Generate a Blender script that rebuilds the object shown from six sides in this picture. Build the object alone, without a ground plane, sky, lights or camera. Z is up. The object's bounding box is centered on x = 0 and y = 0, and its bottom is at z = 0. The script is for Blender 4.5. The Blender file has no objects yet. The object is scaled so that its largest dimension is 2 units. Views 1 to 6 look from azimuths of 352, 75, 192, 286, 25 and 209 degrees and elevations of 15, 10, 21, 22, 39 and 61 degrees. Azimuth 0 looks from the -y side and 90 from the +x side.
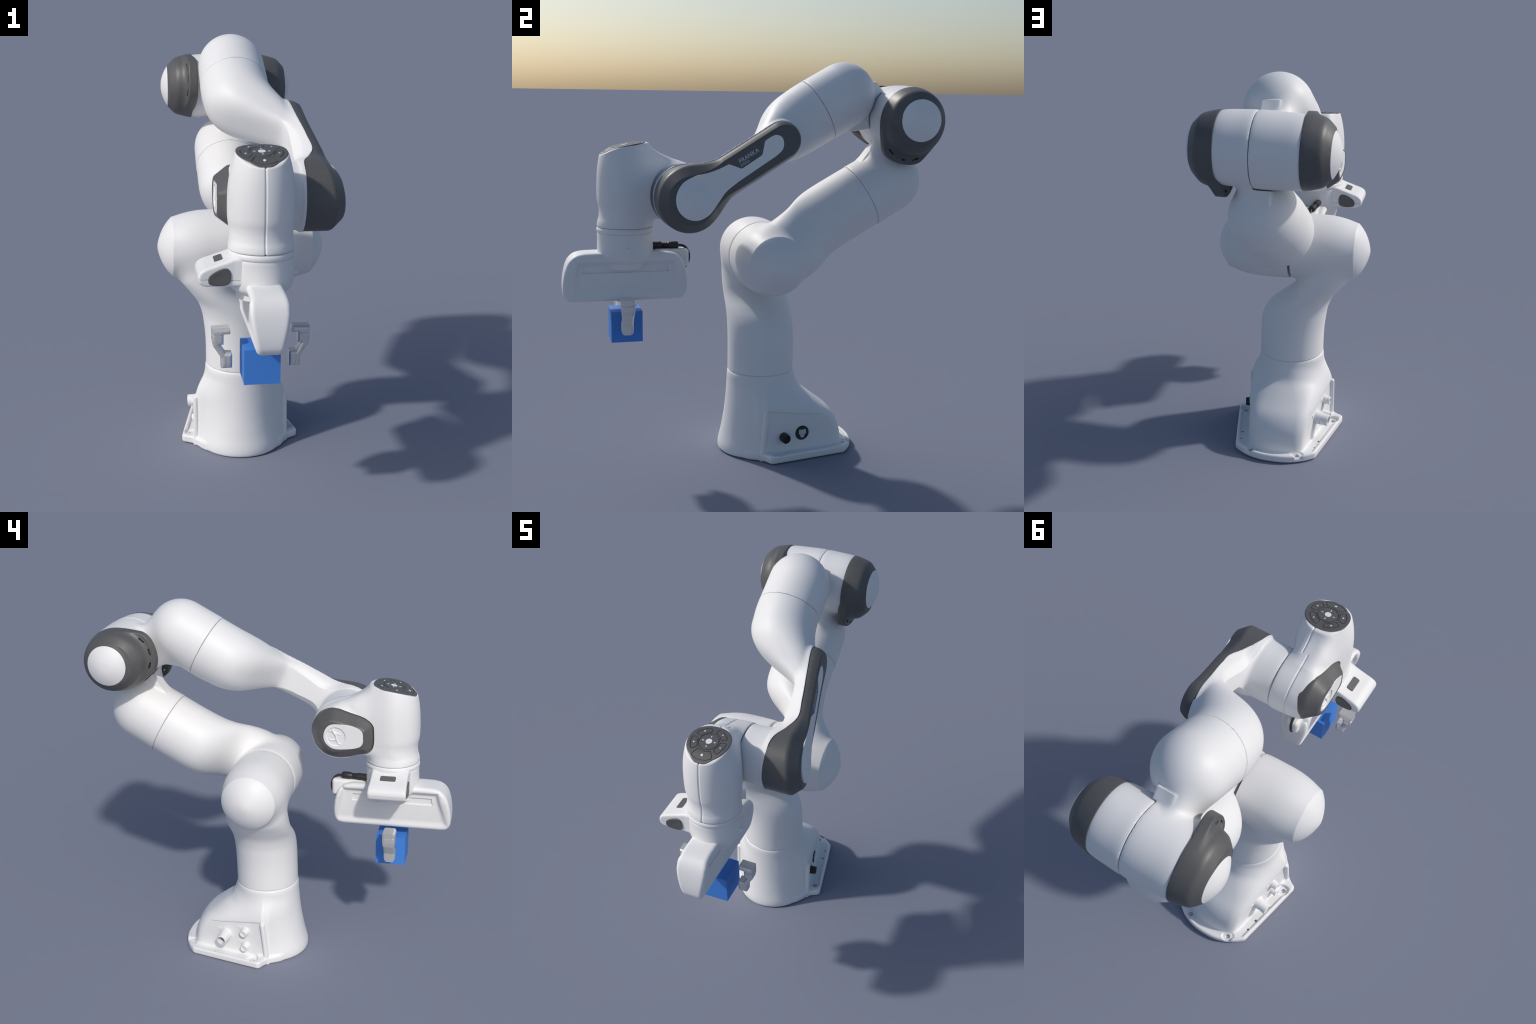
import bpy, math
import numpy as np
from mathutils import Vector, Matrix

# ------------------------------------------------------------------ materials
def principled(name, color, rough=0.4, metal=0.0, coat=0.0, grain=0.0, scale=60.0, bump=0.0, spec=0.5):
    m = bpy.data.materials.new(name); m.use_nodes = True
    nt = m.node_tree; b = nt.nodes['Principled BSDF']
    b.inputs['Roughness'].default_value = rough
    b.inputs['Metallic'].default_value = metal
    b.inputs['Coat Weight'].default_value = coat
    b.inputs['Specular IOR Level'].default_value = spec
    tc = nt.nodes.new('ShaderNodeTexCoord')
    no = nt.nodes.new('ShaderNodeTexNoise'); no.inputs['Scale'].default_value = scale
    no.inputs['Detail'].default_value = 4.0
    nt.links.new(tc.outputs['Object'], no.inputs['Vector'])
    ra = nt.nodes.new('ShaderNodeValToRGB')
    lo = [c * (1 - grain) for c in color]; hi = [min(1, c * (1 + grain)) for c in color]
    ra.color_ramp.elements[0].position = 0.3; ra.color_ramp.elements[1].position = 0.7
    ra.color_ramp.elements[0].color = (*lo, 1); ra.color_ramp.elements[1].color = (*hi, 1)
    nt.links.new(no.outputs['Fac'], ra.inputs['Fac'])
    nt.links.new(ra.outputs['Color'], b.inputs['Base Color'])
    if bump:
        bp = nt.nodes.new('ShaderNodeBump'); bp.inputs['Strength'].default_value = bump
        bp.inputs['Distance'].default_value = 0.002
        n2 = nt.nodes.new('ShaderNodeTexNoise'); n2.inputs['Scale'].default_value = 500.0
        nt.links.new(tc.outputs['Object'], n2.inputs['Vector'])
        nt.links.new(n2.outputs['Fac'], bp.inputs['Height'])
        nt.links.new(bp.outputs['Normal'], b.inputs['Normal'])
    return m

WHITE = principled('white_lacquer', (0.80, 0.80, 0.802), 0.50, grain=0.008, scale=12)
DARK = principled('dark_rubber', (0.100, 0.100, 0.100), 0.46, grain=0.05, scale=40, bump=0.04)
BLACK = principled('black_plastic', (0.022, 0.022, 0.024), 0.45, grain=0.05)
METAL = principled('brushed_aluminium', (0.76, 0.75, 0.73), 0.30, metal=0.6, grain=0.03)
BLUE = principled('blue_plastic', (0.056, 0.233, 0.70), 0.55, grain=0.01)
MARK = principled('white_print', (0.78, 0.80, 0.84), 0.5, grain=0.0)
GREYMARK = principled('grey_print', (0.50, 0.53, 0.57), 0.5, grain=0.0)

# ------------------------------------------------------------------ distance fields
def catmull(pts, n=8, closed=False):
    """smooth curve through the points (centripetal Hermite spline)"""
    P = np.array(pts, float)
    if closed:
        P = np.vstack([P[-2:], P, P[:3]])
    t = np.concatenate([[0], np.cumsum(np.sqrt(np.linalg.norm(np.diff(P, axis=0), axis=1)) + 1e-9)])
    dt = np.diff(t)[:, None]; sl = np.diff(P, axis=0) / dt
    M = np.empty_like(P); M[0], M[-1] = sl[0], sl[-1]
    M[1:-1] = (sl[:-1] * dt[1:] + sl[1:] * dt[:-1]) / (dt[1:] + dt[:-1])
    rng = range(2, len(P) - 3) if closed else range(len(P) - 1)
    out = []
    for i in rng:
        h = dt[i]
        for q in np.arange(n) / n:
            out.append((2 * q ** 3 - 3 * q * q + 1) * P[i] + (q ** 3 - 2 * q * q + q) * h * M[i] + (3 * q * q - 2 * q ** 3) * P[i + 1] + (q ** 3 - q * q) * h * M[i + 1])
    if not closed:
        out.append(P[-1])
    return np.array(out)

def ipl(x, pts):
    """smooth function through (x, value) points"""
    P = np.array(pts, float); X, Y = P[:, 0], P[:, 1]
    h = np.diff(X); sl = np.diff(Y) / h
    M = np.empty(len(X)); M[0], M[-1] = sl[0], sl[-1]
    M[1:-1] = (sl[:-1] * h[1:] + sl[1:] * h[:-1]) / (h[1:] + h[:-1])
    g = np.linspace(X[0], X[-1], 400); i = np.clip(np.searchsorted(X, g) - 1, 0, len(h) - 1)
    q = (g - X[i]) / h[i]
    v = (2 * q ** 3 - 3 * q * q + 1) * Y[i] + (q ** 3 - 2 * q * q + q) * h[i] * M[i] + (3 * q * q - 2 * q ** 3) * Y[i + 1] + (q ** 3 - q * q) * h[i] * M[i + 1]
    return np.interp(x, g, v)

def poly2(px, py, V):
    V = np.asarray(V, float); d = np.full(px.shape, 1e9); s = np.ones(px.shape)
    n = len(V)
    for i in range(n):
        a = V[i]; b = V[i - 1]; e = b - a
        wx = px - a[0]; wy = py - a[1]
        t = np.clip((wx * e[0] + wy * e[1]) / (e @ e + 1e-18), 0, 1)
        bx = wx - e[0] * t; by = wy - e[1] * t
        d = np.minimum(d, bx * bx + by * by)
        c1 = py >= a[1]; c2 = py < b[1]; c3 = e[0] * wy > e[1] * wx
        f = (c1 & c2 & c3) | (~c1 & ~c2 & ~c3)
        s = np.where(f, -s, s)
    return s * np.sqrt(d)

def rev(t, r, prof):
    """solid of revolution: profile of (t, r) from axis to axis"""
    p = np.asarray(prof, float)
    V = np.vstack([p, p[::-1] * [1, -1]])
    return poly2(t, r, V)

def smin(a, b, k):
    h = np.maximum(k - np.abs(a - b), 0) / k
    return np.minimum(a, b) - h * h * k * 0.25

def smax(a, b, k):
    return -smin(-a, -b, k)

def inter(d2, w, r=0.0):
    """rounded intersection of two fields (extrusion)"""
    a = d2 + r; b = w + r
    return np.minimum(np.maximum(a, b), 0) + np.hypot(np.maximum(a, 0), np.maximum(b, 0)) - r

def box(P, c, half, r=0.0):
    q = [np.abs(P[i] - c[i]) - half[i] + r for i in range(3)]
    return np.sqrt(sum(np.maximum(x, 0) ** 2 for x in q)) + np.minimum(np.maximum(np.maximum(q[0], q[1]), q[2]), 0) - r

def capsule(P, a, b, ra, rb=None):
    rb = ra if rb is None else rb
    a = np.array(a, float); b = np.array(b, float); e = b - a
    w = [P[i] - a[i] for i in range(3)]
    t = np.clip(sum(w[i] * e[i] for i in range(3)) / (e @ e), 0, 1)
    return np.sqrt(sum((w[i] - e[i] * t) ** 2 for i in range(3))) - (ra + (rb - ra) * t)

def cyl(P, a, b, r, rnd=0.0):
    a = np.array(a, float); b = np.array(b, float); L = np.linalg.norm(b - a); e = (b - a) / L
    w = [P[i] - a[i] for i in range(3)]
    t = sum(w[i] * e[i] for i in range(3))
    q = np.sqrt(np.maximum(sum(x * x for x in w) - t * t, 0))
    return inter(q - r, np.abs(t - L / 2) - L / 2, rnd)

def sub(a, b):
    return np.maximum(a, -b)

# ------------------------------------------------------------------ dual contouring
def contour(fn, lo, hi, h):
    lo = np.array(lo, float); hi = np.array(hi, float)
    B = 8
    nb = np.ceil((hi - lo) / (h * B)).astype(int); N = nb * B
    def ev(X):
        out = np.empty(len(X))
        for i in range(0, len(X), 400000):
            c = X[i:i + 400000]; out[i:i + 400000] = fn((c[:, 0], c[:, 1], c[:, 2]))
        return out
    bi = np.stack(np.meshgrid(*[np.arange(k) for k in nb], indexing='ij'), -1).reshape(-1, 3)
    bd = ev(lo + (bi + 0.5) * B * h)
    act = np.abs(bd) < B * h * 0.87 * 1.5 + h
    V = np.empty(N + 1)
    big = np.repeat(np.repeat(np.repeat(bd.reshape(nb), B, 0), B, 1), B, 2)
    V[:-1, :-1, :-1] = big
    V[-1], V[:, -1], V[:, :, -1] = V[-2], V[:, -2], V[:, :, -2]
    loc = np.stack(np.meshgrid(*[np.arange(B + 1)] * 3, indexing='ij'), -1).reshape(-1, 3)
    ab = bi[act]
    idx = (ab[:, None, :] * B + loc[None]).reshape(-1, 3)
    flat = np.unique(np.ravel_multi_index(idx.T, tuple(N + 1)))
    idx = np.stack(np.unravel_index(flat, tuple(N + 1)), -1)
    V.reshape(-1)[flat] = ev(lo + idx * h)
    neg = V < 0
    C = N
    cells, quads_dir, P0, P1, flip = [], [], [], [], []
    for ax in range(3):
        s0 = [slice(None)] * 3; s1 = [slice(None)] * 3
        s0[ax] = slice(0, -1); s1[ax] = slice(1, None)
        cr = neg[tuple(s0)] != neg[tuple(s1)]
        e = np.argwhere(cr)
        o1, o2 = (ax + 1) % 3, (ax + 2) % 3
        ok = (e[:, o1] > 0) & (e[:, o2] > 0) & (e[:, o1] < N[o1]) & (e[:, o2] < N[o2])
        e = e[ok]; e1 = e.copy(); e1[:, ax] += 1
        P0.append(e); P1.append(e1)
        flip.append(neg[e[:, 0], e[:, 1], e[:, 2]])
        q = np.repeat(e[:, None, :], 4, 1)
        for k, (a, b) in enumerate([(-1, -1), (0, -1), (0, 0), (-1, 0)]):
            q[:, k, o1] += a; q[:, k, o2] += b
        cells.append(q)
    P0 = np.vstack(P0); P1 = np.vstack(P1); flip = np.concatenate(flip); cells = np.vstack(cells)
    a = V[P0[:, 0], P0[:, 1], P0[:, 2]]; b = V[P1[:, 0], P1[:, 1], P1[:, 2]]
    A = lo + P0 * h; D = (P1 - P0) * h
    t0 = np.zeros(len(a)); t1 = np.ones(len(a))
    for _ in range(3):
        t = t0 + (t1 - t0) * np.clip(a / (a - b + 1e-15), 0.02, 0.98)
        d = ev(A + D * t[:, None])
        same = (d < 0) == (a < 0)
        t0 = np.where(same, t, t0); a = np.where(same, d, a)
        t1 = np.where(same, t1, t); b = np.where(same, b, d)
    t = t0 + (t1 - t0) * np.clip(a / (a - b + 1e-15), 0, 1)
    X = A + D * t[:, None]
    eps = h * 0.12; g = np.zeros_like(X)
    for sgn in [(1, -1, -1), (-1, -1, 1), (-1, 1, -1), (1, 1, 1)]:
        sgn = np.array(sgn); g += ev(X + sgn * eps)[:, None] * sgn
    g /= np.linalg.norm(g, axis=1, keepdims=True) + 1e-12
    cid = np.ravel_multi_index(cells.reshape(-1, 3).T, tuple(C))
    uq, inv = np.unique(cid, return_inverse=True); n = len(uq)
    rep = np.repeat(np.arange(len(X)), 4)
    cnt = np.bincount(inv, minlength=n)[:, None]
    mp = np.stack([np.bincount(inv, X[rep, i], n) for i in range(3)], -1) / cnt
    gg = g[rep]; rr = np.einsum('ij,ij->i', gg, X[rep] - mp[inv])
    AtA = np.zeros((n, 3, 3)); Atb = np.zeros((n, 3))
    for i in range(3):
        Atb[:, i] = np.bincount(inv, gg[:, i] * rr, n)
        for j in range(3):
            AtA[:, i, j] = np.bincount(inv, gg[:, i] * gg[:, j], n)
    w, U = np.linalg.eigh(AtA)
    iw = np.where(w > 0.08 * w[:, 2:3], 1 / np.maximum(w, 1e-9), 0)
    x = mp + np.einsum('nij,nj,nkj,nk->ni', U, iw, U, Atb)
    cl = lo + np.stack(np.unravel_index(uq, tuple(C)), -1) * h
    x = np.clip(x, cl - 0.1 * h, cl + 1.1 * h)
    F = inv.reshape(-1, 4)
    F = np.where(flip[:, None], F, F[:, ::-1])
    return x, F

ROOTCOL = bpy.context.scene.collection
def add(name, verts, faces, mat, parent=None, sharp=38.0):
    me = bpy.data.meshes.new(name)
    verts = np.asarray(verts, float)
    if isinstance(faces, np.ndarray):
        k = faces.shape[1]
        me.vertices.add(len(verts)); me.vertices.foreach_set('co', verts.ravel())
        me.loops.add(faces.size); me.loops.foreach_set('vertex_index', faces.ravel().astype(np.int32))
        me.polygons.add(len(faces)); me.polygons.foreach_set('loop_start', np.arange(0, faces.size, k, dtype=np.int32))
        me.update(calc_edges=True); me.validate()
    else:
        me.from_pydata([tuple(v) for v in verts], [], faces)
    me.shade_smooth()
    me.set_sharp_from_angle(angle=math.radians(sharp))
    me.materials.append(mat)
    ob = bpy.data.objects.new(name, me); ROOTCOL.objects.link(ob)
    if parent is not None:
        ob.parent = parent
    return ob

def solid(name, fn, lo, hi, h, mat, parent=None, sharp=38.0, trim=0.0):
    v, f = contour((lambda P: fn(P) + trim) if trim else fn, lo, hi, h)
    return add(name, v, f, mat, parent, sharp)

# ------------------------------------------------------------------ the arm's skeleton
UNIT = 3.07
Y0 = 0.0565                                     # column axis
SH = np.array([0.0, Y0, 0.333 * UNIT])          # shoulder axis (along x)
EL = np.array([0.0, 0.779, 1.718])              # elbow axis
PY = -0.6400                                    # wrist column axis
WR = np.array([0.0, -0.369, 1.346])             # wrist axis
OFF = 0.0825 * UNIT
def unit2(a): return np.array([0.0, math.cos(a), math.sin(a)])
UP = unit2(math.radians(29.3)); UPN = np.array([0, -UP[2], UP[1]])       # upper arm direction and normal
FO = -unit2(math.radians(30.1)); FON = np.array([0, FO[2], -FO[1]])      # forearm direction (to the wrist) and normal

def local(P, O, ax):
    w = [P[i] - O[i] for i in range(3)]
    return [sum(w[i] * a[i] for i in range(3)) for a in ax]

robot = bpy.data.objects.new('robot_arm', None); ROOTCOL.objects.link(robot)
robot["label"] = "white jointed robot arm with dark bumpers and gripper"
robot["category"] = "robot arm"

# ------------------------------------------------------------------ base
SEAM1 = 0.424
skirt = np.vstack([[[-0.001, 0]], catmull([(0.0, 0.2135), (0.006, 0.219), (0.03, 0.2205), (0.10, 0.2055), (0.19, 0.190), (0.27, 0.181), (0.35, 0.1755), (SEAM1 - 0.006, 0.1710), (SEAM1, 0.1660)], 6), [[SEAM1, 0]]])
hump_side = np.vstack([[[-0.06, 0.0]], [[-0.06, 0.36]], catmull([(0.10, 0.39), (0.215, 0.375), (0.262, 0.328), (0.355, 0.255), (0.425, 0.199), (0.460, 0.148), (0.478, 0.09), (0.490, 0.0)], 6)])
def plate_outline():
    half = [(0.0, 0.541), (0.08, 0.533), (0.15, 0.506), (0.195, 0.474), (0.213, 0.455), (0.219, 0.43),
            (0.290, 0.075), (0.2925, 0.058), (0.286, 0.044), (0.262, 0.030), (0.235, 0.010), (0.215, -0.02), (0.18, -0.06), (0.0, -0.06)]
    return catmull(half + [(-x, y) for x, y in half[::-1][1:-1]], 4, True)
PLATE = plate_outline()
HOLES = [(sx * x, y, r) for sx in (1, -1) for x, y, r in ((0.123, 0.487, 0.0135), (0.248, 0.096, 0.0135), (0.208, 0.330, 0.0075), (0.1985, 0.396, 0.0055))]

def panel_x(y):            # recessed connector panel
    return 0.1985 - 0.175 * (y - 0.15)

def base_fn(P):
    x, y, z = P; ax = np.abs(x)
    r = np.hypot(x * (1 + 0.03 * np.clip((0.40 - z) / 0.2, 0, 1)), y - Y0)
    body = rev(z, r, skirt)
    side = poly2(y + 1.2 * x * x, z, hump_side)
    lean = 0.206 - 0.175 * (y - 0.15) - 0.85 * np.maximum(0.042 - y, 0) - 0.5 * np.maximum(0.0 - y, 0)
    axs = np.sqrt(x * x + 0.0004)
    wall = smax((ax - lean) * 0.98, (axs - lean + 1.0 * (z - 0.292 + 0.17 * (y - 0.06))) / 1.42, 0.04)
    hump = smax(side, wall, 0.055)
    d = smin(body, hump, 0.05)
    # recess with the connectors, closed in front by the skirt's lip
    top = 0.250 - 0.17 * (y - 0.05)
    rec = np.maximum(np.maximum(panel_x(y) - ax, 0.052 - y + 0.10 * (z - 0.25)), z - top)
    d = smax(d, -rec, 0.010)
    d2 = poly2(x, y, PLATE)
    pl = inter(d2, np.abs(z - 0.020) - 0.020, 0.011)
    tray = np.maximum(d2 + 0.020, 0.028 - z)
    tray = np.maximum(tray, 0.075 - y)
    pl = smax(pl, -tray, 0.010)
    for hx, hy, hr in HOLES:
        if hr > 0.01:
            boss = np.hypot(x - hx, y - hy) - 0.028
            pl = smax(pl, -np.maximum(boss, 0.024 - z), 0.012)
    d = smin(d, pl, 0.016)
    for hx, hy, hr in HOLES:
        d = sub(d, np.maximum(np.hypot(x - hx, y - hy) - hr, 0.004 - z))
    bar = capsule((ax, y, z), (0.2235, 0.037, 0.240), (0.2235, 0.016, 0.0), 0.0135)
    d = smin(d, bar, 0.004)
    return np.maximum(d, -z)
base = solid('base', base_fn, (-0.31, -0.18, -0.012), (0.31, 0.56, 0.445), 0.0042, WHITE, robot)

def lathe(name, O, axis, prof, mat, parent, n=40, sharp=35):
    a = Vector(axis).normalized(); u = a.orthogonal().normalized(); w = a.cross(u)
    verts, faces = [], []
    for t, r in prof:
        for i in range(n):
            q = 2 * math.pi * i / n
            verts.append(Vector(O) + a * t + (u * math.cos(q) + w * math.sin(q)) * max(r, 1e-4))
    for j in range(len(prof) - 1):
        for i in range(n):
            k = (i + 1) % n
            faces.append((j * n + i, j * n + k, (j + 1) * n + k, (j + 1) * n + i))
    faces.append(tuple(range(n))[::-1]); faces.append(tuple((len(prof) - 1) * n + i for i in range(n)))
    return add(name, verts, faces, mat, parent, sharp)

pn = Vector((-1, -0.185, 0)).normalized()        # outward normal of the left panel (tapers backwards)
def on_panel(side, y, z): return (side * panel_x(y), y, z)
pl_ = Vector((-1, 0.185, 0)).normalized()
lathe('connector', on_panel(-1, 0.262, 0.135), (-1, 0.18, -0.1), [(-0.02, 0.036), (0.012, 0.036), (0.012, 0.033), (0.03, 0.033), (0.03, 0.030), (0.068, 0.030), (0.070, 0.028), (0.070, 0.0235), (0.030, 0.0225), (0.030, 0.0)], WHITE, base)
lathe('connector', on_panel(-1, 0.262, 0.135), (-1, 0.18, -0.1), [(0.028, 0.0215), (0.034, 0.0215), (0.034, 0.0)], BLACK, base)
for zc in (0.180, 0.088):
    lathe('connector', on_panel(-1, 0.142, zc), (-1, 0.18, -0.08), [(-0.02, 0.0235), (0.015, 0.0235), (0.017, 0.021), (0.034, 0.0205), (0.036, 0.0185), (0.036, 0.0165), (0.030, 0.016), (0.030, 0.010), (0.032, 0.0095), (0.032, 0.0)], WHITE, base)
lathe('connector', on_panel(1, 0.134, 0.108), (1, 0.18, -0.05), [(-0.02, 0.0245), (0.020, 0.0245), (0.022, 0.0235)] + [(0.022 + 0.003 * i, 0.0235 - 0.0012 * (i % 2)) for i in range(5)] + [(0.036, 0.021), (0.036, 0.0175), (0.030, 0.0165), (0.030, 0.0)], BLACK, base, sharp=25)
lathe('socket_ring', on_panel(1, 0.237, 0.117), (1, 0.185, 0), [(-0.02, 0.0375), (0.003, 0.0375), (0.004, 0.0365), (0.004, 0.0)], BLACK, base)
def plaque(name, side, y, z, hy, hz, t, mat):
    fy = Vector((0.185 * -side, 1, 0)).normalized(); nn = Vector((side, 0.185, 0)).normalized()
    o = Vector(on_panel(side, y, z)); v = []
    for dn in (-0.004, t):
        for a, b in ((-1, -1), (1, -1), (1, 1), (-1, 1)):
            v.append(o + nn * dn + fy * a * hy + Vector((0, 0, b * hz)))
    return add(name, v, [(0, 1, 2, 3), (7, 6, 5, 4), (0, 4, 5, 1), (1, 5, 6, 2), (2, 6, 7, 3), (3, 7, 4, 0)], mat, base)
# keystone opening of the network socket
for hy, hz, dz in ((0.020, 0.0125, 0.006), (0.012, 0.006, -0.011), (0.0085, 0.004, -0.020)):
    plaque('socket_opening', 1, 0.237, 0.117 + dz, hy, hz, 0.006 + hz * 0.02, GREYMARK)
for side, y, z in ((1, 0.180, 0.116), (1, 0.293, 0.124), (-1, 0.305, 0.160), (-1, 0.178, 0.194), (-1, 0.178, 0.103)):
    plaque('port_label', side, y, z, 0.011, 0.009, 0.0025, WHITE)

# ------------------------------------------------------------------ shoulder links
DRUM = np.vstack([[[0.0, 0]], catmull([(0.004, 0.171), (0.03, 0.1735), (0.12, 0.1755), (0.20, 0.1735), (0.26, 0.164), (0.332, 0.1435)], 6),
                  catmull([(0.333, 0.1425), (0.352, 0.122), (0.374, 0.089), (0.391, 0.05), (0.4005, 0.015), (0.4015, 0.0)], 5)])
OUTER = [(-0.3, 0.325), (0.06, 0.328), (0.11, 0.325), (0.153, 0.306), (0.214, 0.257), (0.268, 0.216), (0.326, 0.1925), (0.393, 0.181), (0.45, 0.175), (0.60, 0.1715), (0.7, 0.1715)]
INNER = [(-0.3, 0.026), (0.17, 0.022), (0.195, 0.014), (0.218, -0.002), (0.243, -0.030), (0.272, -0.070), (0.305, -0.111), (0.340, -0.142), (0.380, -0.161), (0.425, -0.1695), (0.48, -0.1715), (0.60, -0.1715), (0.7, -0.1715)]
def shoulder_link(X, D, N, seam):
    """X to the own dome, D along the tube away from the shoulder axis, N across"""
    xo = ipl(D, OUTER); xi = ipl(D, INNER)
    a = (xo - xi) / 2; c = (xo + xi) / 2
    nh = ipl(D, [(-0.3, 0.160), (0.0, 0.164), (0.10, 0.169), (0.20, 0.1715), (0.30, 0.172), (0.4, 0.172), (0.7, 0.172)])
    tube = (np.hypot((X - c) / a, N / nh) - 1) * np.minimum(a, nh) * 0.8
    tube = smax(tube, -D, 0.08)
    tube = inter(tube, D - seam, 0.006)
    drum = rev(X, np.hypot(D, N), DRUM)
    d = smin(tube, drum, 0.022)
    # clearance to the neighbour's drum
    gap = np.maximum(np.hypot(D, N) - 0.186, X - 0.001)
    return smax(d, -gap, 0.012)

def column_fn(P):
    return shoulder_link(-P[0], SH[2] - P[2], P[1] - Y0, SH[2] - SEAM1 + 0.0009)
column = solid('shoulder', column_fn, (-0.415, -0.14, 0.41), (0.19, 0.25, 1.21), 0.0055, WHITE, robot, trim=0.0015)

SEAM3 = 0.605
def upper_fn(P):
    X, D, N = local(P, SH, [(1, 0, 0), UP, UPN])
    return shoulder_link(X, D, N, SEAM3 + 0.0013)
upper = solid('upper_arm', upper_fn, (-0.19, -0.14, 0.82), (0.415, 0.70, 1.50), 0.0055, WHITE, robot, trim=0.0015)

# ------------------------------------------------------------------ elbow links
TONGUE = np.array([(0.0, 0.0), (0.140, 0.028), (0.285, 0.088), (0.25, 0.18), (0.10, 0.240), (0.030, 0.234), (0.012, 0.143)])
def elbow_drum(x0):
    return np.vstack([[[x0, 0]], catmull([(x0, 0.1665), (x0 + 0.004, 0.1695), (0.09, 0.1685), (0.186, 0.1605), (0.21, 0.150)], 6), [[0.30, 0.10], [0.30, 0]]])
def elbow_link(X, A, B, R, seam, x0):
    A2 = A + 0.07 * (0.5 * (X - np.sqrt(X * X + 0.0036)) + 0.012) * np.clip((0.34 - A) / 0.12, 0, 1)
    tube = capsule((X, A2, B), (0, 0.200, OFF), (0, 0.36, OFF), R, R + 0.0025)
    tube = inter(tube, A - seam, 0.006)
    drum = rev(X, np.hypot(A, B), elbow_drum(x0))
    neck = capsule(((X - 0.052) * 1.55 + 0.052, A, B), (0.052, 0.012, -0.008), (0.034, 0.200, 0.232), 0.116, 0.118)
    d = smin(tube, neck, 0.045)
    d = smin(d, drum, 0.03)
    # tongue that closes the gap below the neighbour's drum
    tongue = inter(poly2(A, B, TONGUE), np.abs(X + 0.003) - 0.043, 0.005)
    d = smin(d, tongue, 0.012)
    gap = np.maximum(np.hypot(A, B) - 0.176, X - x0 - 0.0006)
    return smax(d, -gap, 0.006)
def elbow_frame(P, k):
    if k == 0:      # end of the upper arm, right side
        return local(P, EL, [(1, 0, 0), -UP, -UPN])
    return local(P, EL, [(-1, 0, 0), FO, FON])
SPLIT = 0.028
low = solid('elbow', lambda P: elbow_link(*elbow_frame(P, 0), 0.1695, 0.970 - SEAM3 - 0.0005, SPLIT), (-0.19, 0.43, 1.17), (0.32, 0.98, 1.91), 0.0055, WHITE, robot)
SEAM5 = 0.358
high = solid('forearm_joint', lambda P: elbow_link(*elbow_frame(P, 1), 0.1645, SEAM5 - 0.0005, -SPLIT), (-0.32, 0.20, 1.53), (0.19, 0.98, 2.03), 0.0055, WHITE, robot)

BUMP = np.vstack([[[0.187, 0.0]], [[0.187, 0.161]], catmull([(0.189, 0.1640), (0.205, 0.1618), (0.24, 0.1535), (0.272, 0.1425), (0.291, 0.1250), (0.309, 0.106)], 6), [[0.309, 0]]])
LIP = catmull([(0.05, 0.135), (0.12, 0.128), (0.187, 0.103), (0.212, 0.070), (0.2235, 0.025), (0.2235, -0.025), (0.212, -0.070), (0.187, -0.103), (0.12, -0.128), (0.05, -0.135)], 5)
def bumper_fn(X, A, B):
    p = (A + B) * math.sqrt(0.5); q = (B - A) * math.sqrt(0.5)
    d = rev(X, np.hypot(A, B), BUMP)
    d = smin(d, rev(X + 0.008, np.hypot(p - 0.030, q), BUMP * [1, 0.97]), 0.02)
    d = np.maximum(d, 0.186 - X)
    l2 = poly2(p, q, LIP)
    # the lip leans out from the dome
    lip = inter(l2, np.abs(X - 0.188 + 0.10 * (p - 0.17)) - 0.023, 0.006)
    d = smin(d, lip, 0.03)
    for qc, ang, w in ((-0.068, 0.55, 0.018), (0.0, 0.0, 0.017), (0.068, -0.55, 0.018)):
        c, s = math.cos(ang), math.sin(ang)
        pp = (p - (0.203 if qc == 0 else 0.183)) * c - (q - qc) * s; qq = (q - qc) * c + (p - (0.203 if qc == 0 else 0.183)) * s
        slot = np.maximum(np.abs(pp) - 0.0045, np.abs(qq) - w)
        d = sub(d, np.maximum(slot, 0.15 - X))
    return d
CAP = np.vstack([[[0.28, 0]], [[0.28, 0.104]], [[0.3085, 0.1045]], catmull([(0.3105, 0.1040), (0.323, 0.082), (0.335, 0.054), (0.3425, 0.025), (0.344, 0.0)], 5)])
for k, (par, s) in enumerate(((low, 1), (high, -1))):
    lo = (0.12, 0.53, 1.47) if k == 0 else (-0.36, 0.53, 1.53)
    hi = (0.36, 0.97, 1.90) if k == 0 else (-0.12, 0.97, 1.91)
    solid('bumper', lambda P, k=k: bumper_fn(*elbow_frame(P, k)), lo, hi, 0.0038, DARK, par, 40)
    lathe('cap', EL, (s, 0, 0), [(t, r) for t, r in CAP[1:]], WHITE, par, 72, 30)

# ------------------------------------------------------------------ forearm
def arm_frame(P):
    return local(P, WR, [(1, 0, 0), -FO, FON])      # x, t (from wrist to elbow), m
TSEAM = 1.1789 - SEAM5
XIN = [(-0.3, 0.215), (0.20, 0.224), (0.28, 0.223), (0.34, 0.214), (0.385, 0.194), (0.42, 0.161), (0.448, 0.113), (0.475, 0.060), (0.505, 0.0), (0.545, -0.068), (0.595, -0.122), (0.65, -0.153), (0.72, -0.165), (0.95, -0.166)]
XOUT = [(-0.3, 0.25), (0.10, 0.290), (0.20, 0.312), (0.30, 0.306), (0.45, 0.280), (0.53, 0.258), (0.60, 0.226), (0.66, 0.200), (0.72, 0.180), (0.78, 0.169), (0.86, 0.166), (0.95, 0.166)]
MH = [(-0.3, 0.085), (0.34, 0.085), (0.42, 0.088), (0.48, 0.103), (0.545, 0.129), (0.60, 0.148), (0.66, 0.160), (0.73, 0.1655), (0.95, 0.166)]
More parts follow.
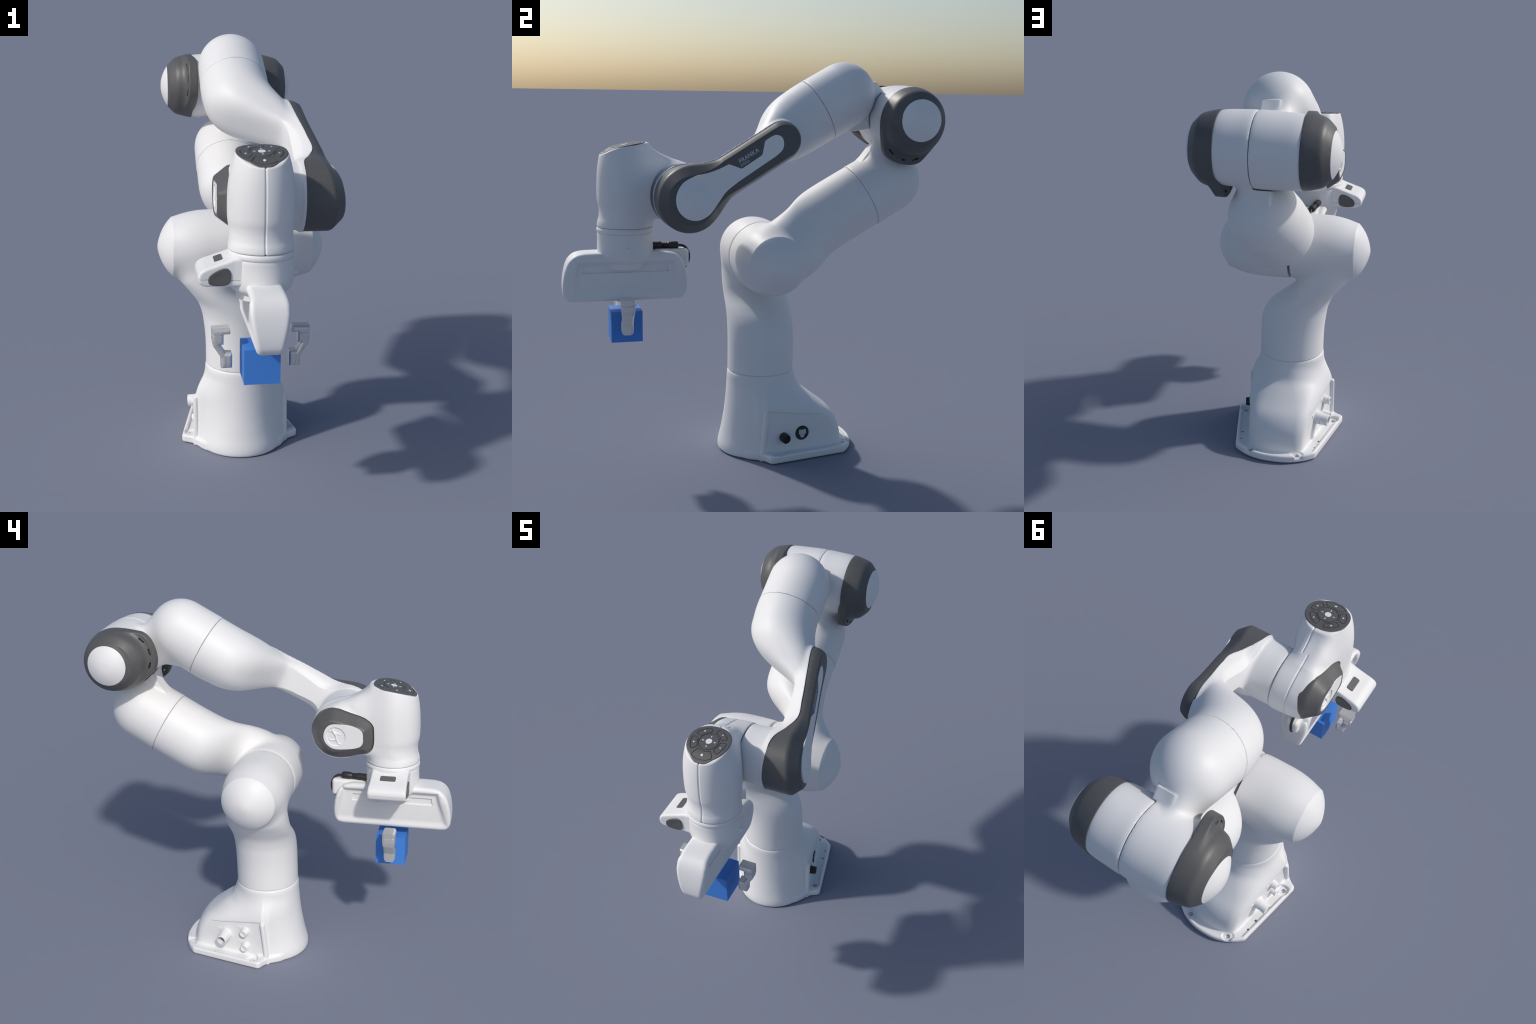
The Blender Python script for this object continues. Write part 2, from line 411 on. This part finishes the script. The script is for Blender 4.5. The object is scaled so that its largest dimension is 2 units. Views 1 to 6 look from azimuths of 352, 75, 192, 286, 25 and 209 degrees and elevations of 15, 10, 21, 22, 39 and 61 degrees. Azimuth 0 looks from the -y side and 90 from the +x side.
def panel2(t, m):
    lobe = np.hypot(t, m) - 0.1545
    arm = np.hypot(np.maximum(np.maximum(-t, t - 0.538), 0), m - 0.003) - 0.0910
    return smin(lobe, arm, 0.09)
def face_x(t): return ipl(t, [(-0.2, 0.407), (0.0, 0.374), (0.15, 0.3485), (0.30, 0.323), (0.45, 0.2985), (0.55, 0.286), (0.64, 0.278)])
FOOT = ([(-0.3, 0.212), (-0.05, 0.214), (0.06, 0.222), (0.13, 0.255), (0.20, 0.284), (0.30, 0.274), (0.45, 0.248), (0.60, 0.222), (0.7, 0.205)])
def foot_x(t, m):
    return ipl(t, FOOT)
WDRUM = np.vstack([[[0.070, 0]], catmull([(0.070, 0.143), (0.074, 0.146), (0.14, 0.1485), (0.20, 0.1515), (0.216, 0.1520)], 5), [[0.216, 0]]])
def fore_fn(P):
    x, t, m = arm_frame(P)
    xo = ipl(t, XOUT); xi = ipl(t, XIN); mh = ipl(t, MH)
    a = (xo - xi) / 2; c = (xo + xi) / 2
    # section goes from round tube to a slab
    e = np.clip((t - 0.33) / 0.40, 0, 1); e = e * e * (3 - 2 * e); p = 2 + 1.2 * (1 - e)
    q = (np.abs((x - c) / a) ** p + np.abs(m / mh) ** p) ** (1 / p)
    tube = (q - 1) * np.minimum(a, mh) * 0.7
    tube = np.maximum(tube, 0.02 - t)
    ft = foot_x(t, m)
    tube = np.maximum(tube, x - ft - np.maximum(t - 0.615, 0) * 3)
    tube = inter(tube, t - TSEAM - 0.0013, 0.006)
    slab = np.maximum((panel2(t, m) + 0.0025 + 0.55 * np.maximum(ft - 0.006 - x, 0)) * 0.88, np.maximum(x - ft, 0.205 - x))
    drum = rev(x, np.hypot(t, m), WDRUM)
    d = smin(tube, drum, 0.032)
    return np.maximum(smin(d, slab, 0.03), x - ft - np.maximum(t - 0.615, 0) * 3)
fore = solid('forearm', fore_fn, (-0.19, -0.54, 1.17), (0.32, 0.48, 1.94), 0.005, WHITE, robot, trim=0.0015)

def fpanel_fn(P):
    x, t, m = arm_frame(P)
    d2 = panel2(t, m); xf = face_x(t)
    k = 1.20 + 0.7 * np.clip((t - 0.08) / 0.14, 0, 1)
    sh = 0.058 - 0.024 * np.clip((t - 0.08) / 0.14, 0, 1)
    bev = (x - (xf - sh) + d2 * k) / np.sqrt(1 + k * k)
    d = smax(np.maximum(d2, x - xf), bev, 0.008)
    return np.maximum(d, foot_x(t, m) - 0.001 - x)
fpanel = solid('side_panel', fpanel_fn, (0.19, -0.56, 1.17), (0.43, 0.27, 1.80), 0.004, DARK, fore, 40)

inset_pts = np.vstack([catmull([(0.238, 0.055), (0.186, 0.061), (0.130, 0.073), (0.065, 0.093), (0.0, 0.095), (-0.055, 0.062), (-0.080, 0.005), (-0.066, -0.052), (-0.022, -0.090), (0.037, -0.096), (0.101, -0.072), (0.160, -0.048), (0.238, -0.039)], 5),
                       catmull([(0.46, -0.034), (0.505, -0.024), (0.528, 0.004), (0.530, 0.030), (0.511, 0.052), (0.480, 0.057), (0.448, 0.056)], 4),
                       [[0.405, 0.009], [0.397, 0.006], [0.288, 0.004], [0.280, 0.006]]])
def inlay_fn(P):
    x, t, m = arm_frame(P)
    dome = 0.023 * np.clip(1 - (t * t + m * m) / 0.0095, 0, 1)
    return np.maximum(poly2(t, m, inset_pts), np.maximum(x - face_x(t) - 0.0007 - dome, face_x(t) - 0.02 - x))
solid('inlay', inlay_fn, (0.25, -0.49, 1.22), (0.42, 0.14, 1.71), 0.003, WHITE, fpanel, 30)

def text_mesh(name, body, size, M, depth, mat, parent, bold=0.0):
    cu = bpy.data.curves.new(name, 'FONT'); cu.body = body; cu.size = size; cu.extrude = depth; cu.align_x = 'LEFT'
    cu.offset = bold; cu.space_character = 1.06
    tmp = bpy.data.objects.new(name, cu); ROOTCOL.objects.link(tmp)
    dg = bpy.context.evaluated_depsgraph_get()
    me = bpy.data.meshes.new_from_object(tmp.evaluated_get(dg))
    bpy.data.objects.remove(tmp)
    me.transform(M); me.materials.clear(); me.materials.append(mat)
    ob = bpy.data.objects.new(name, me); ROOTCOL.objects.link(ob); ob.parent = parent
    return ob
def panel_matrix(t, m, rot=0.0):
    ex = Vector(-FO) + Vector((-0.168, 0, 0)); ex.normalize()
    ey = Vector(FON); ez = ex.cross(ey)
    if ez.x < 0: ez = -ez
    o = Vector(WR - FO * t + FON * m) + Vector((face_x(t) + 0.0008, 0, 0))
    return Matrix((( ex.x, ey.x, ez.x, o.x), (ex.y, ey.y, ez.y, o.y), (ex.z, ey.z, ez.z, o.z), (0, 0, 0, 1)))
text_mesh('lettering', 'FRANKA', 0.0285, panel_matrix(0.2865, 0.0295), 0.0006, GREYMARK, fpanel, 0.0005)
text_mesh('lettering', 'EMIKA', 0.0172, panel_matrix(0.2835, 0.0125), 0.0006, GREYMARK, fpanel)

# ------------------------------------------------------------------ wrist
WB = np.vstack([[[1.188, 0]], catmull([(1.188, 0.133), (1.192, 0.1365), (1.212, 0.1345), (1.235, 0.128), (1.262, 0.1255), (1.285, 0.1275), (1.315, 0.1335), (1.36, 0.1355), (1.43, 0.134), (1.49, 0.1285), (1.54, 0.119), (1.60, 0.102), (1.65, 0.085)], 5), [[1.65, 0]]])
LDRUM = np.vstack([[[-0.068, 0]], catmull([(-0.068, 0.146), (-0.064, 0.1495), (0.0, 0.149), (0.05, 0.1445), (0.085, 0.138), (0.104, 0.130)], 5), [[0.104, 0]]])
def top_z(y):           # leaning, slightly crowned top of the wrist
    return ipl(y, [(-0.85, 1.49), (-0.752, 1.541), (-0.70, 1.567), (-0.638, 1.5835), (-0.58, 1.593), (-0.535, 1.597), (-0.45, 1.598)])
BRIDGE = np.vstack([[[-0.66, 1.25], [-0.66, 1.60]], catmull([(-0.56, 1.600), (-0.535, 1.594), (-0.512, 1.574), (-0.465, 1.546), (-0.42, 1.525), (-0.37, 1.504)], 5), [[-0.30, 1.45], [-0.37, 1.24], [-0.42, 1.225]]])
def pad2(x, y):
    c = np.array(catmull([(0.0, -0.1145), (0.024, -0.1130), (0.043, -0.1020), (0.060, -0.0865), (0.080, -0.0700), (0.096, -0.047), (0.1055, -0.012), (0.1030, 0.030), (0.089, 0.062), (0.062, 0.087), (0.030, 0.0990), (0, 0.1020)], 4))
    V = np.vstack([c, (c * [-1, 1])[::-1][1:-1]])
    return poly2(x, y - PY, V)
BADGE = catmull([(0.017, 0.138), (-0.07, 0.118), (-0.150, 0.092), (-0.184, 0.062), (-0.190, 0.020), (-0.186, -0.050), (-0.165, -0.085), (-0.09, -0.108), (-0.007, -0.124), (0.066, -0.106), (0.120, -0.045), (0.136, 0.020), (0.114, 0.084), (0.073, 0.121)], 5, True)
def wrist_fn(P):
    x, y, z = P
    body = rev(z, np.hypot(x, y - PY), WB)
    drum = rev(-x, np.hypot(y - WR[1], z - WR[2]), LDRUM)
    hw = ipl(y, [(-0.72, 0.116), (-0.64, 0.116), (-0.58, 0.117), (-0.52, 0.113), (-0.46, 0.102), (-0.40, 0.092), (-0.30, 0.087)])
    xc = -0.018 * np.clip((y + 0.60) / 0.14, 0, 1)
    lean = 0.17 * ((z - 1.45) + np.sqrt((z - 1.45) ** 2 + 0.0016))
    br = smax(poly2(y, z, BRIDGE), np.abs(x - xc) - hw + lean, 0.05)
    d = smin(body, br, 0.05)
    d = smin(d, drum, 0.03)
    d = sub(d, np.maximum(np.hypot(y - WR[1], z - WR[2]) - 0.160, 0.0665 - x))
    yb = y - WR[1]
    d = sub(d, np.maximum(poly2(yb, z - WR[2], BADGE) - 0.0015, 0.098 + 0.10 * np.maximum(-yb - 0.06, 0) + x))
    d = smax(d, z - top_z(y), 0.006)
    d = sub(d, np.maximum(pad2(x, y) + 0.004, top_z(y) - 0.010 - z))
    # parting grooves down the front, over the back and around the drum
    def step(v): return np.clip(0.5 + v / 0.012, 0, 1)
    front = np.exp(-(x / 0.0036) ** 2) * step(PY - y)
    back = np.exp(-((x - 0.012) / 0.0036) ** 2) * step(y - PY) * step(WR[1] - 0.06 - y) * step(z - 1.40)
    ring = np.exp(-((x + 0.018) / 0.0036) ** 2) * step(y - WR[1] + 0.06)
    d = d + 0.0042 * np.maximum(np.maximum(front, back), ring)
    return d
wrist = solid('wrist', wrist_fn, (-0.15, -0.79, 1.18), (0.15, -0.20, 1.62), 0.0032, WHITE, robot, 40)

# badge on the outer side
BINNER = catmull([(0.022, 0.073), (-0.05, 0.0745), (-0.108, 0.0615), (-0.138, 0.042), (-0.143, 0.010), (-0.141, -0.022), (-0.125, -0.043), (-0.05, -0.060), (0.018, -0.058), (0.054, -0.028), (0.063, 0.010), (0.050, 0.050)], 5, True)
def badge_fn(P):
    X = -P[0]; y = P[1] - WR[1]; z = P[2] - WR[2]
    d2 = poly2(y, z, BADGE)
    d = np.maximum(d2, X - 0.169)
    bev = (X - 0.106 - 0.10 * np.maximum(-y - 0.06, 0) + d2 * 1.30) / 1.64
    d = smax(d, bev, 0.008)
    d = np.maximum(d, 0.05 - X)
    return sub(d, np.maximum(poly2(y, z, BINNER), 0.150 - X))
badge = solid('side_cover', badge_fn, (-0.20, -0.58, 1.20), (-0.03, -0.21, 1.51), 0.0034, DARK, wrist, 40)
def binlay_fn(P):
    X = -P[0]; y = P[1] - WR[1]; z = P[2] - WR[2]
    d = inter(poly2(y, z, BINNER) + 0.0012, np.maximum(X - 0.1665, 0.14 - X), 0.003)
    r = np.hypot(y + 0.002, z - 0.007)
    d = sub(d, np.maximum(r - 0.050, 0.1605 - X))
    for a, b, w in (((0.012, 0.034), (-0.004, 0.012), .006), ((-0.004, 0.012), (-0.006, -0.010), .006), ((0.014, 0.040), (0.014, 0.041), .007),
                    ((0.004, 0.028), (-0.022, 0.018), .0035), ((0.010, 0.028), (0.030, 0.036), .0035), ((-0.006, -0.010), (0.022, -0.014), .004), ((0.022, -0.014), (0.030, -0.008), .0035),
                    ((-0.006, -0.010), (-0.016, -0.030), .004), ((-0.016, -0.030), (-0.024, -0.032), .0035)):
        d = np.minimum(d, capsule((X, y, z), (0.1605, a[0], a[1]), (0.1605, b[0], b[1]), w))
    return d
solid('inlay', binlay_fn, (-0.18, -0.52, 1.27), (-0.13, -0.29, 1.44), 0.0022, WHITE, badge, 35)

# ------------------------------------------------------------------ button pad on the wrist's top
def padtop(y): return top_z(y) + 0.003
def sector(x, y, a0, a1, r0, r1, rnd):
    """ring sector button, angles in degrees from -y, clockwise seen from above"""
    r = np.hypot(x, y); a = np.degrees(np.arctan2(x, -y)); mid = (a0 + a1) / 2
    da = np.radians(np.abs((a - mid + 180) % 360 - 180) - (a1 - a0) / 2) * r
    return inter(np.maximum(r0 - r, r - r1) , da, rnd)
BUTTONS = [(-33, 33, 0.058, 0.099), (47, 98, 0.056, 0.088), (112, 168, 0.056, 0.085), (-98, -47, 0.056, 0.088), (-168, -112, 0.056, 0.085)]
def pad_fn(P):
    x, y, z = P
    d2 = pad2(x, y); t = padtop(y)
    d = inter(d2, np.maximum(z - t, t - 0.03 - z), 0.003)
    yy = y - PY
    grooves = np.abs(np.hypot(x, yy) - 0.0485) - 0.0016
    for b in BUTTONS:
        grooves = np.minimum(grooves, np.abs(sector(x, yy, *b, 0.008)) - 0.0015)
    return sub(d, np.maximum(grooves, t - 0.004 - z))
pad = solid('button_pad', pad_fn, (-0.115, -0.765, 1.50), (0.115, -0.53, 1.615), 0.0020, DARK, wrist, 40)
def mark(pts, name='button_symbol'):
    v = []
    for dz in (-0.004, 0.0012):
        for px, py in pts: v.append((px, PY + py, float(padtop(PY + py)) + dz))
    n = len(pts)
    f = [tuple(range(n))[::-1], tuple(range(n, 2 * n))] + [(i, (i + 1) % n, n + (i + 1) % n, n + i) for i in range(n)]
    return add(name, v, f, MARK, pad, 30)
def disc(cx, cy, rx, ry=None, n=24, ang=0.0):
    ry = rx if ry is None else ry; c, s = math.cos(ang), math.sin(ang)
    return [(cx + rx * math.cos(q) * c - ry * math.sin(q) * s, cy + rx * math.cos(q) * s + ry * math.sin(q) * c) for q in [2 * math.pi * i / n for i in range(n)]]
mark(disc(0, 0, 0.0155, n=32))
for k in range(4):
    q = math.radians(90 * k)
    mark(disc(0.030 * math.sin(q), -0.030 * math.cos(q), 0.0022, 0.0058, 10, q))
mark(disc(0, -0.078, 0.0058))
for ang in (-72, 72, 140, -140):
    q = math.radians(ang)
    mark(disc(0.072 * math.sin(q), -0.072 * math.cos(q), 0.0042, 0.0042, 4 if ang > 0 else 8, q))

# ------------------------------------------------------------------ flange with guiding grip
FL = np.vstack([[[1.012, 0]], [[1.012, 0.105]], catmull([(1.0125, 0.106), (1.018, 0.117), (1.030, 0.128), (1.050, 0.1345), (1.075, 0.1365), (1.13, 0.1355), (1.150, 0.1355), (1.157, 0.1345)], 5),
                catmull([(1.159, 0.1315), (1.163, 0.1365), (1.172, 0.1390), (1.181, 0.1372), (1.1865, 0.1335)], 4), [[1.1865, 0]]])
def flange_fn(P):
    x, y, z = P
    d = rev(z, np.hypot(x, y - PY), FL)
    lug = cyl(P, (0.10, PY, 1.083), (0.152, PY - 0.004, 1.083), 0.0135, 0.003)
    return smin(d, lug, 0.006)
flange = solid('flange', flange_fn, (-0.15, -0.79, 1.00), (0.165, -0.49, 1.195), 0.0036, WHITE, robot)
GRIP = np.vstack([catmull([(-0.06, 1.172), (-0.115, 1.169), (-0.155, 1.156), (-0.20, 1.141), (-0.240, 1.127), (-0.260, 1.112), (-0.2665, 1.092), (-0.261, 1.069), (-0.245, 1.057), (-0.22, 1.053)], 5), [[-0.06, 1.053]]])
def grip_fn(P):
    x, y, z = P
    d2 = poly2(x, z, GRIP)
    half = np.interp(x, [-0.27, -0.22, -0.17, -0.12, -0.08, -0.05], [0.0975, 0.0955, 0.094, 0.0945, 0.099, 0.104])
    w = (np.abs(y - (PY - 0.003)) - half) * 0.98
    d = smax(d2, w, 0.014)
    # parting line below
    seam = np.maximum(np.abs(z - 1.086 + 0.05 * (x + 0.26)) - 0.0016, -(d + 0.0032))
    return sub(d, seam)
grip = solid('grip', grip_fn, (-0.28, -0.76, 1.04), (-0.05, -0.52, 1.19), 0.0030, WHITE, flange, 40)
GPAD = catmull([(-0.222, 1.099), (-0.168, 1.130), (-0.145, 1.128), (-0.134, 1.108), (-0.1375, 1.072), (-0.152, 1.061), (-0.205, 1.0605), (-0.224, 1.070)], 5, True)
for s in (-1, 1):
    def gp(P, s=s):
        x, y, z = P; w = s * (y - (PY - 0.003))
        dish = np.hypot((x + 0.18) / 1.4, z - 1.095)
        return smax(poly2(x, z, GPAD), np.maximum(w - 0.1000 + 0.0025 * np.exp(-(dish / 0.02) ** 2), 0.08 - w), 0.005)
    solid('thumb_pad', gp, (-0.235, PY - 0.115, 1.05), (-0.125, PY + 0.115, 1.14), 0.0026, DARK, grip, 40)
def gb(P):
    x, y, z = P
    t = 1.1500 + 0.34 * (x + 0.179)
    q = np.abs(x + 0.179) - 0.0165
    d2 = inter(q, np.abs(y - PY) - 0.039, 0.006)
    return inter(d2, np.abs(z - t + 0.006) - 0.008, 0.002)
solid('grip_button', gb, (-0.21, PY - 0.05, 1.12), (-0.15, PY + 0.05, 1.18), 0.0022, DARK, grip, 40)

# ------------------------------------------------------------------ gripper hand
HC = -0.6430
hand_half = catmull([(0.0, 0.820), (0.12, 0.820), (0.22, 0.8203), (0.262, 0.8215), (0.285, 0.828), (0.301, 0.848), (0.3065, 0.885), (0.303, 0.940), (0.289, 1.000), (0.273, 1.030), (0.248, 1.052), (0.215, 1.0615), (0.17, 1.064), (0.0, 1.064)], 5)
HAND = np.vstack([hand_half, (hand_half * [-1, 1])[::-1][1:-1]])
def hand_fn(P):
    x, y, z = P; ax = np.abs(x); w = y - HC
    d2 = poly2(w, z, HAND)
    th = np.interp(z, [0.82, 0.85, 0.95, 0.99, 1.03, 1.06], [0.050, 0.0555, 0.0745, 0.080, 0.080, 0.073])
    d = smax(d2, (ax - th) * 0.96, 0.020)
    # hollowed flanks inside a raised frame
    face = ax - (0.0515 + 0.015 * (z - 0.83))
    up = np.maximum(z - 0.83, 0)
    ends = np.where(x > 0, np.abs(w) - 0.246 + 0.10 * up, np.where(w > 0, w - 0.290 + 0.18 * up, -w - 0.282 + 0.25 * up))
    rec = smax(-face, np.maximum(ends, z - np.where(x > 0, 1.012, 1.030)), 0.02)
    rec = smax(rec, 0.858 - z, 0.02)
    d = smax(d, -rec, 0.025)
    slot = np.maximum(np.maximum(np.abs(w + 0.0) - 0.212 + 0.2 * (z - 0.96), np.abs(z - 0.982) - 0.018), -face - 0.007)
    d = smax(d, -slot, 0.003)
    boss = inter(np.hypot(x, y - PY) - 0.103, np.abs(z - 1.005) - 0.022, 0.003)
    return np.minimum(d, boss)
hand = solid('gripper_hand', hand_fn, (-0.11, -0.96, 0.81), (0.11, -0.32, 1.08), 0.0036, WHITE, robot, 40)
# socket at the hand's back and its cable
def sock_fn(P):
    x, y, z = P
    return box(P, (-0.008, -0.412, 1.023), (0.034, 0.088, 0.046), 0.018)
sock = solid('cable_socket', sock_fn, (-0.055, -0.52, 0.96), (0.04, -0.31, 1.085), 0.003, WHITE, hand)

FING = [(0.206, 0.853), (0.132, 0.856), (0.128, 0.836), (0.130, 0.828), (0.157, 0.826), (0.157, 0.782), (0.172, 0.782), (0.150, 0.745), (0.123, 0.742), (0.1205, 0.735), (0.1205, 0.676), (0.167, 0.675), (0.168, 0.724), (0.201, 0.776), (0.2055, 0.800)]
for s in (-1, 1):
    def ff(P, s=s):
        x, y, z = P; X = s * x; w = np.abs(y + 0.649)
        hw = np.interp(z, [0.67, 0.70, 0.76, 0.80, 0.87], [0.0255, 0.0300, 0.0295, 0.0335, 0.0335])
        d = inter(poly2(X, z, FING), (w - hw) * 0.97, 0.014)
        # curved knee and a split pad
        cut = np.maximum(np.abs(X - 0.1475) - 0.0012, np.maximum(z - 0.735, -(d + 0.002)))
        notch = np.maximum(np.maximum(np.abs(z - 0.8255) - 0.002, X - 0.215), -(d + 0.0025))
        return sub(sub(d, cut), notch)
    lo, hi = ((-0.215, -0.70, 0.665), (-0.112, -0.60, 0.868)) if s < 0 else ((0.112, -0.70, 0.665), (0.215, -0.60, 0.868))
    solid('finger', ff, lo, hi, 0.0024, METAL, hand, 35)

# ------------------------------------------------------------------ cable
lathe('cable_plug', (-0.022, -0.512, 1.084), (0.10, 1, 0.0), [(0, 0.018), (0.052, 0.0195), (0.056, 0.0165)] + [(0.058 + 0.004 * i, 0.0175 if i % 2 else 0.0145) for i in range(7)] + [(0.088, 0.0165), (0.094, 0.0195), (0.120, 0.0200), (0.136, 0.0180), (0.139, 0.014), (0.139, 0.0)], BLACK, hand, 32, 30)
cu = bpy.data.curves.new('cable', 'CURVE'); cu.dimensions = '3D'; cu.bevel_depth = 0.0065; cu.bevel_resolution = 4
sp = cu.splines.new('BEZIER')
cps = [((-0.008, -0.378, 1.084), (0, 0.02, 0)), ((-0.008, -0.332, 1.066), (0, 0.012, -0.016)), ((-0.010, -0.319, 1.020), (0, 0, -0.02)), ((-0.012, -0.340, 0.970), (0, -0.012, -0.014))]
sp.bezier_points.add(len(cps) - 1)
for bp, (c, hd) in zip(sp.bezier_points, cps):
    bp.co = c; bp.handle_left = Vector(c) - Vector(hd); bp.handle_right = Vector(c) + Vector(hd)
tmp = bpy.data.objects.new('cable', cu); ROOTCOL.objects.link(tmp)
me = bpy.data.meshes.new_from_object(tmp.evaluated_get(bpy.context.evaluated_depsgraph_get()))
bpy.data.objects.remove(tmp); me.shade_smooth(); me.materials.clear(); me.materials.append(BLACK)
cable = bpy.data.objects.new('cable', me); ROOTCOL.objects.link(cable); cable.parent = hand

# ------------------------------------------------------------------ the gripped block
hs = 0.0767; cc = Vector((0, -0.6427, 0.6950))
v = [cc + Vector((a, b, c)) * hs for a in (-1, 1) for b in (-1, 1) for c in (-1, 1)]
cube = add('toy_block', v, [(0, 1, 3, 2), (4, 6, 7, 5), (0, 4, 5, 1), (2, 3, 7, 6), (0, 2, 6, 4), (1, 5, 7, 3)], BLUE)
cube["label"] = "plain blue cube floating between the gripper fingers"
cube["category"] = "block"
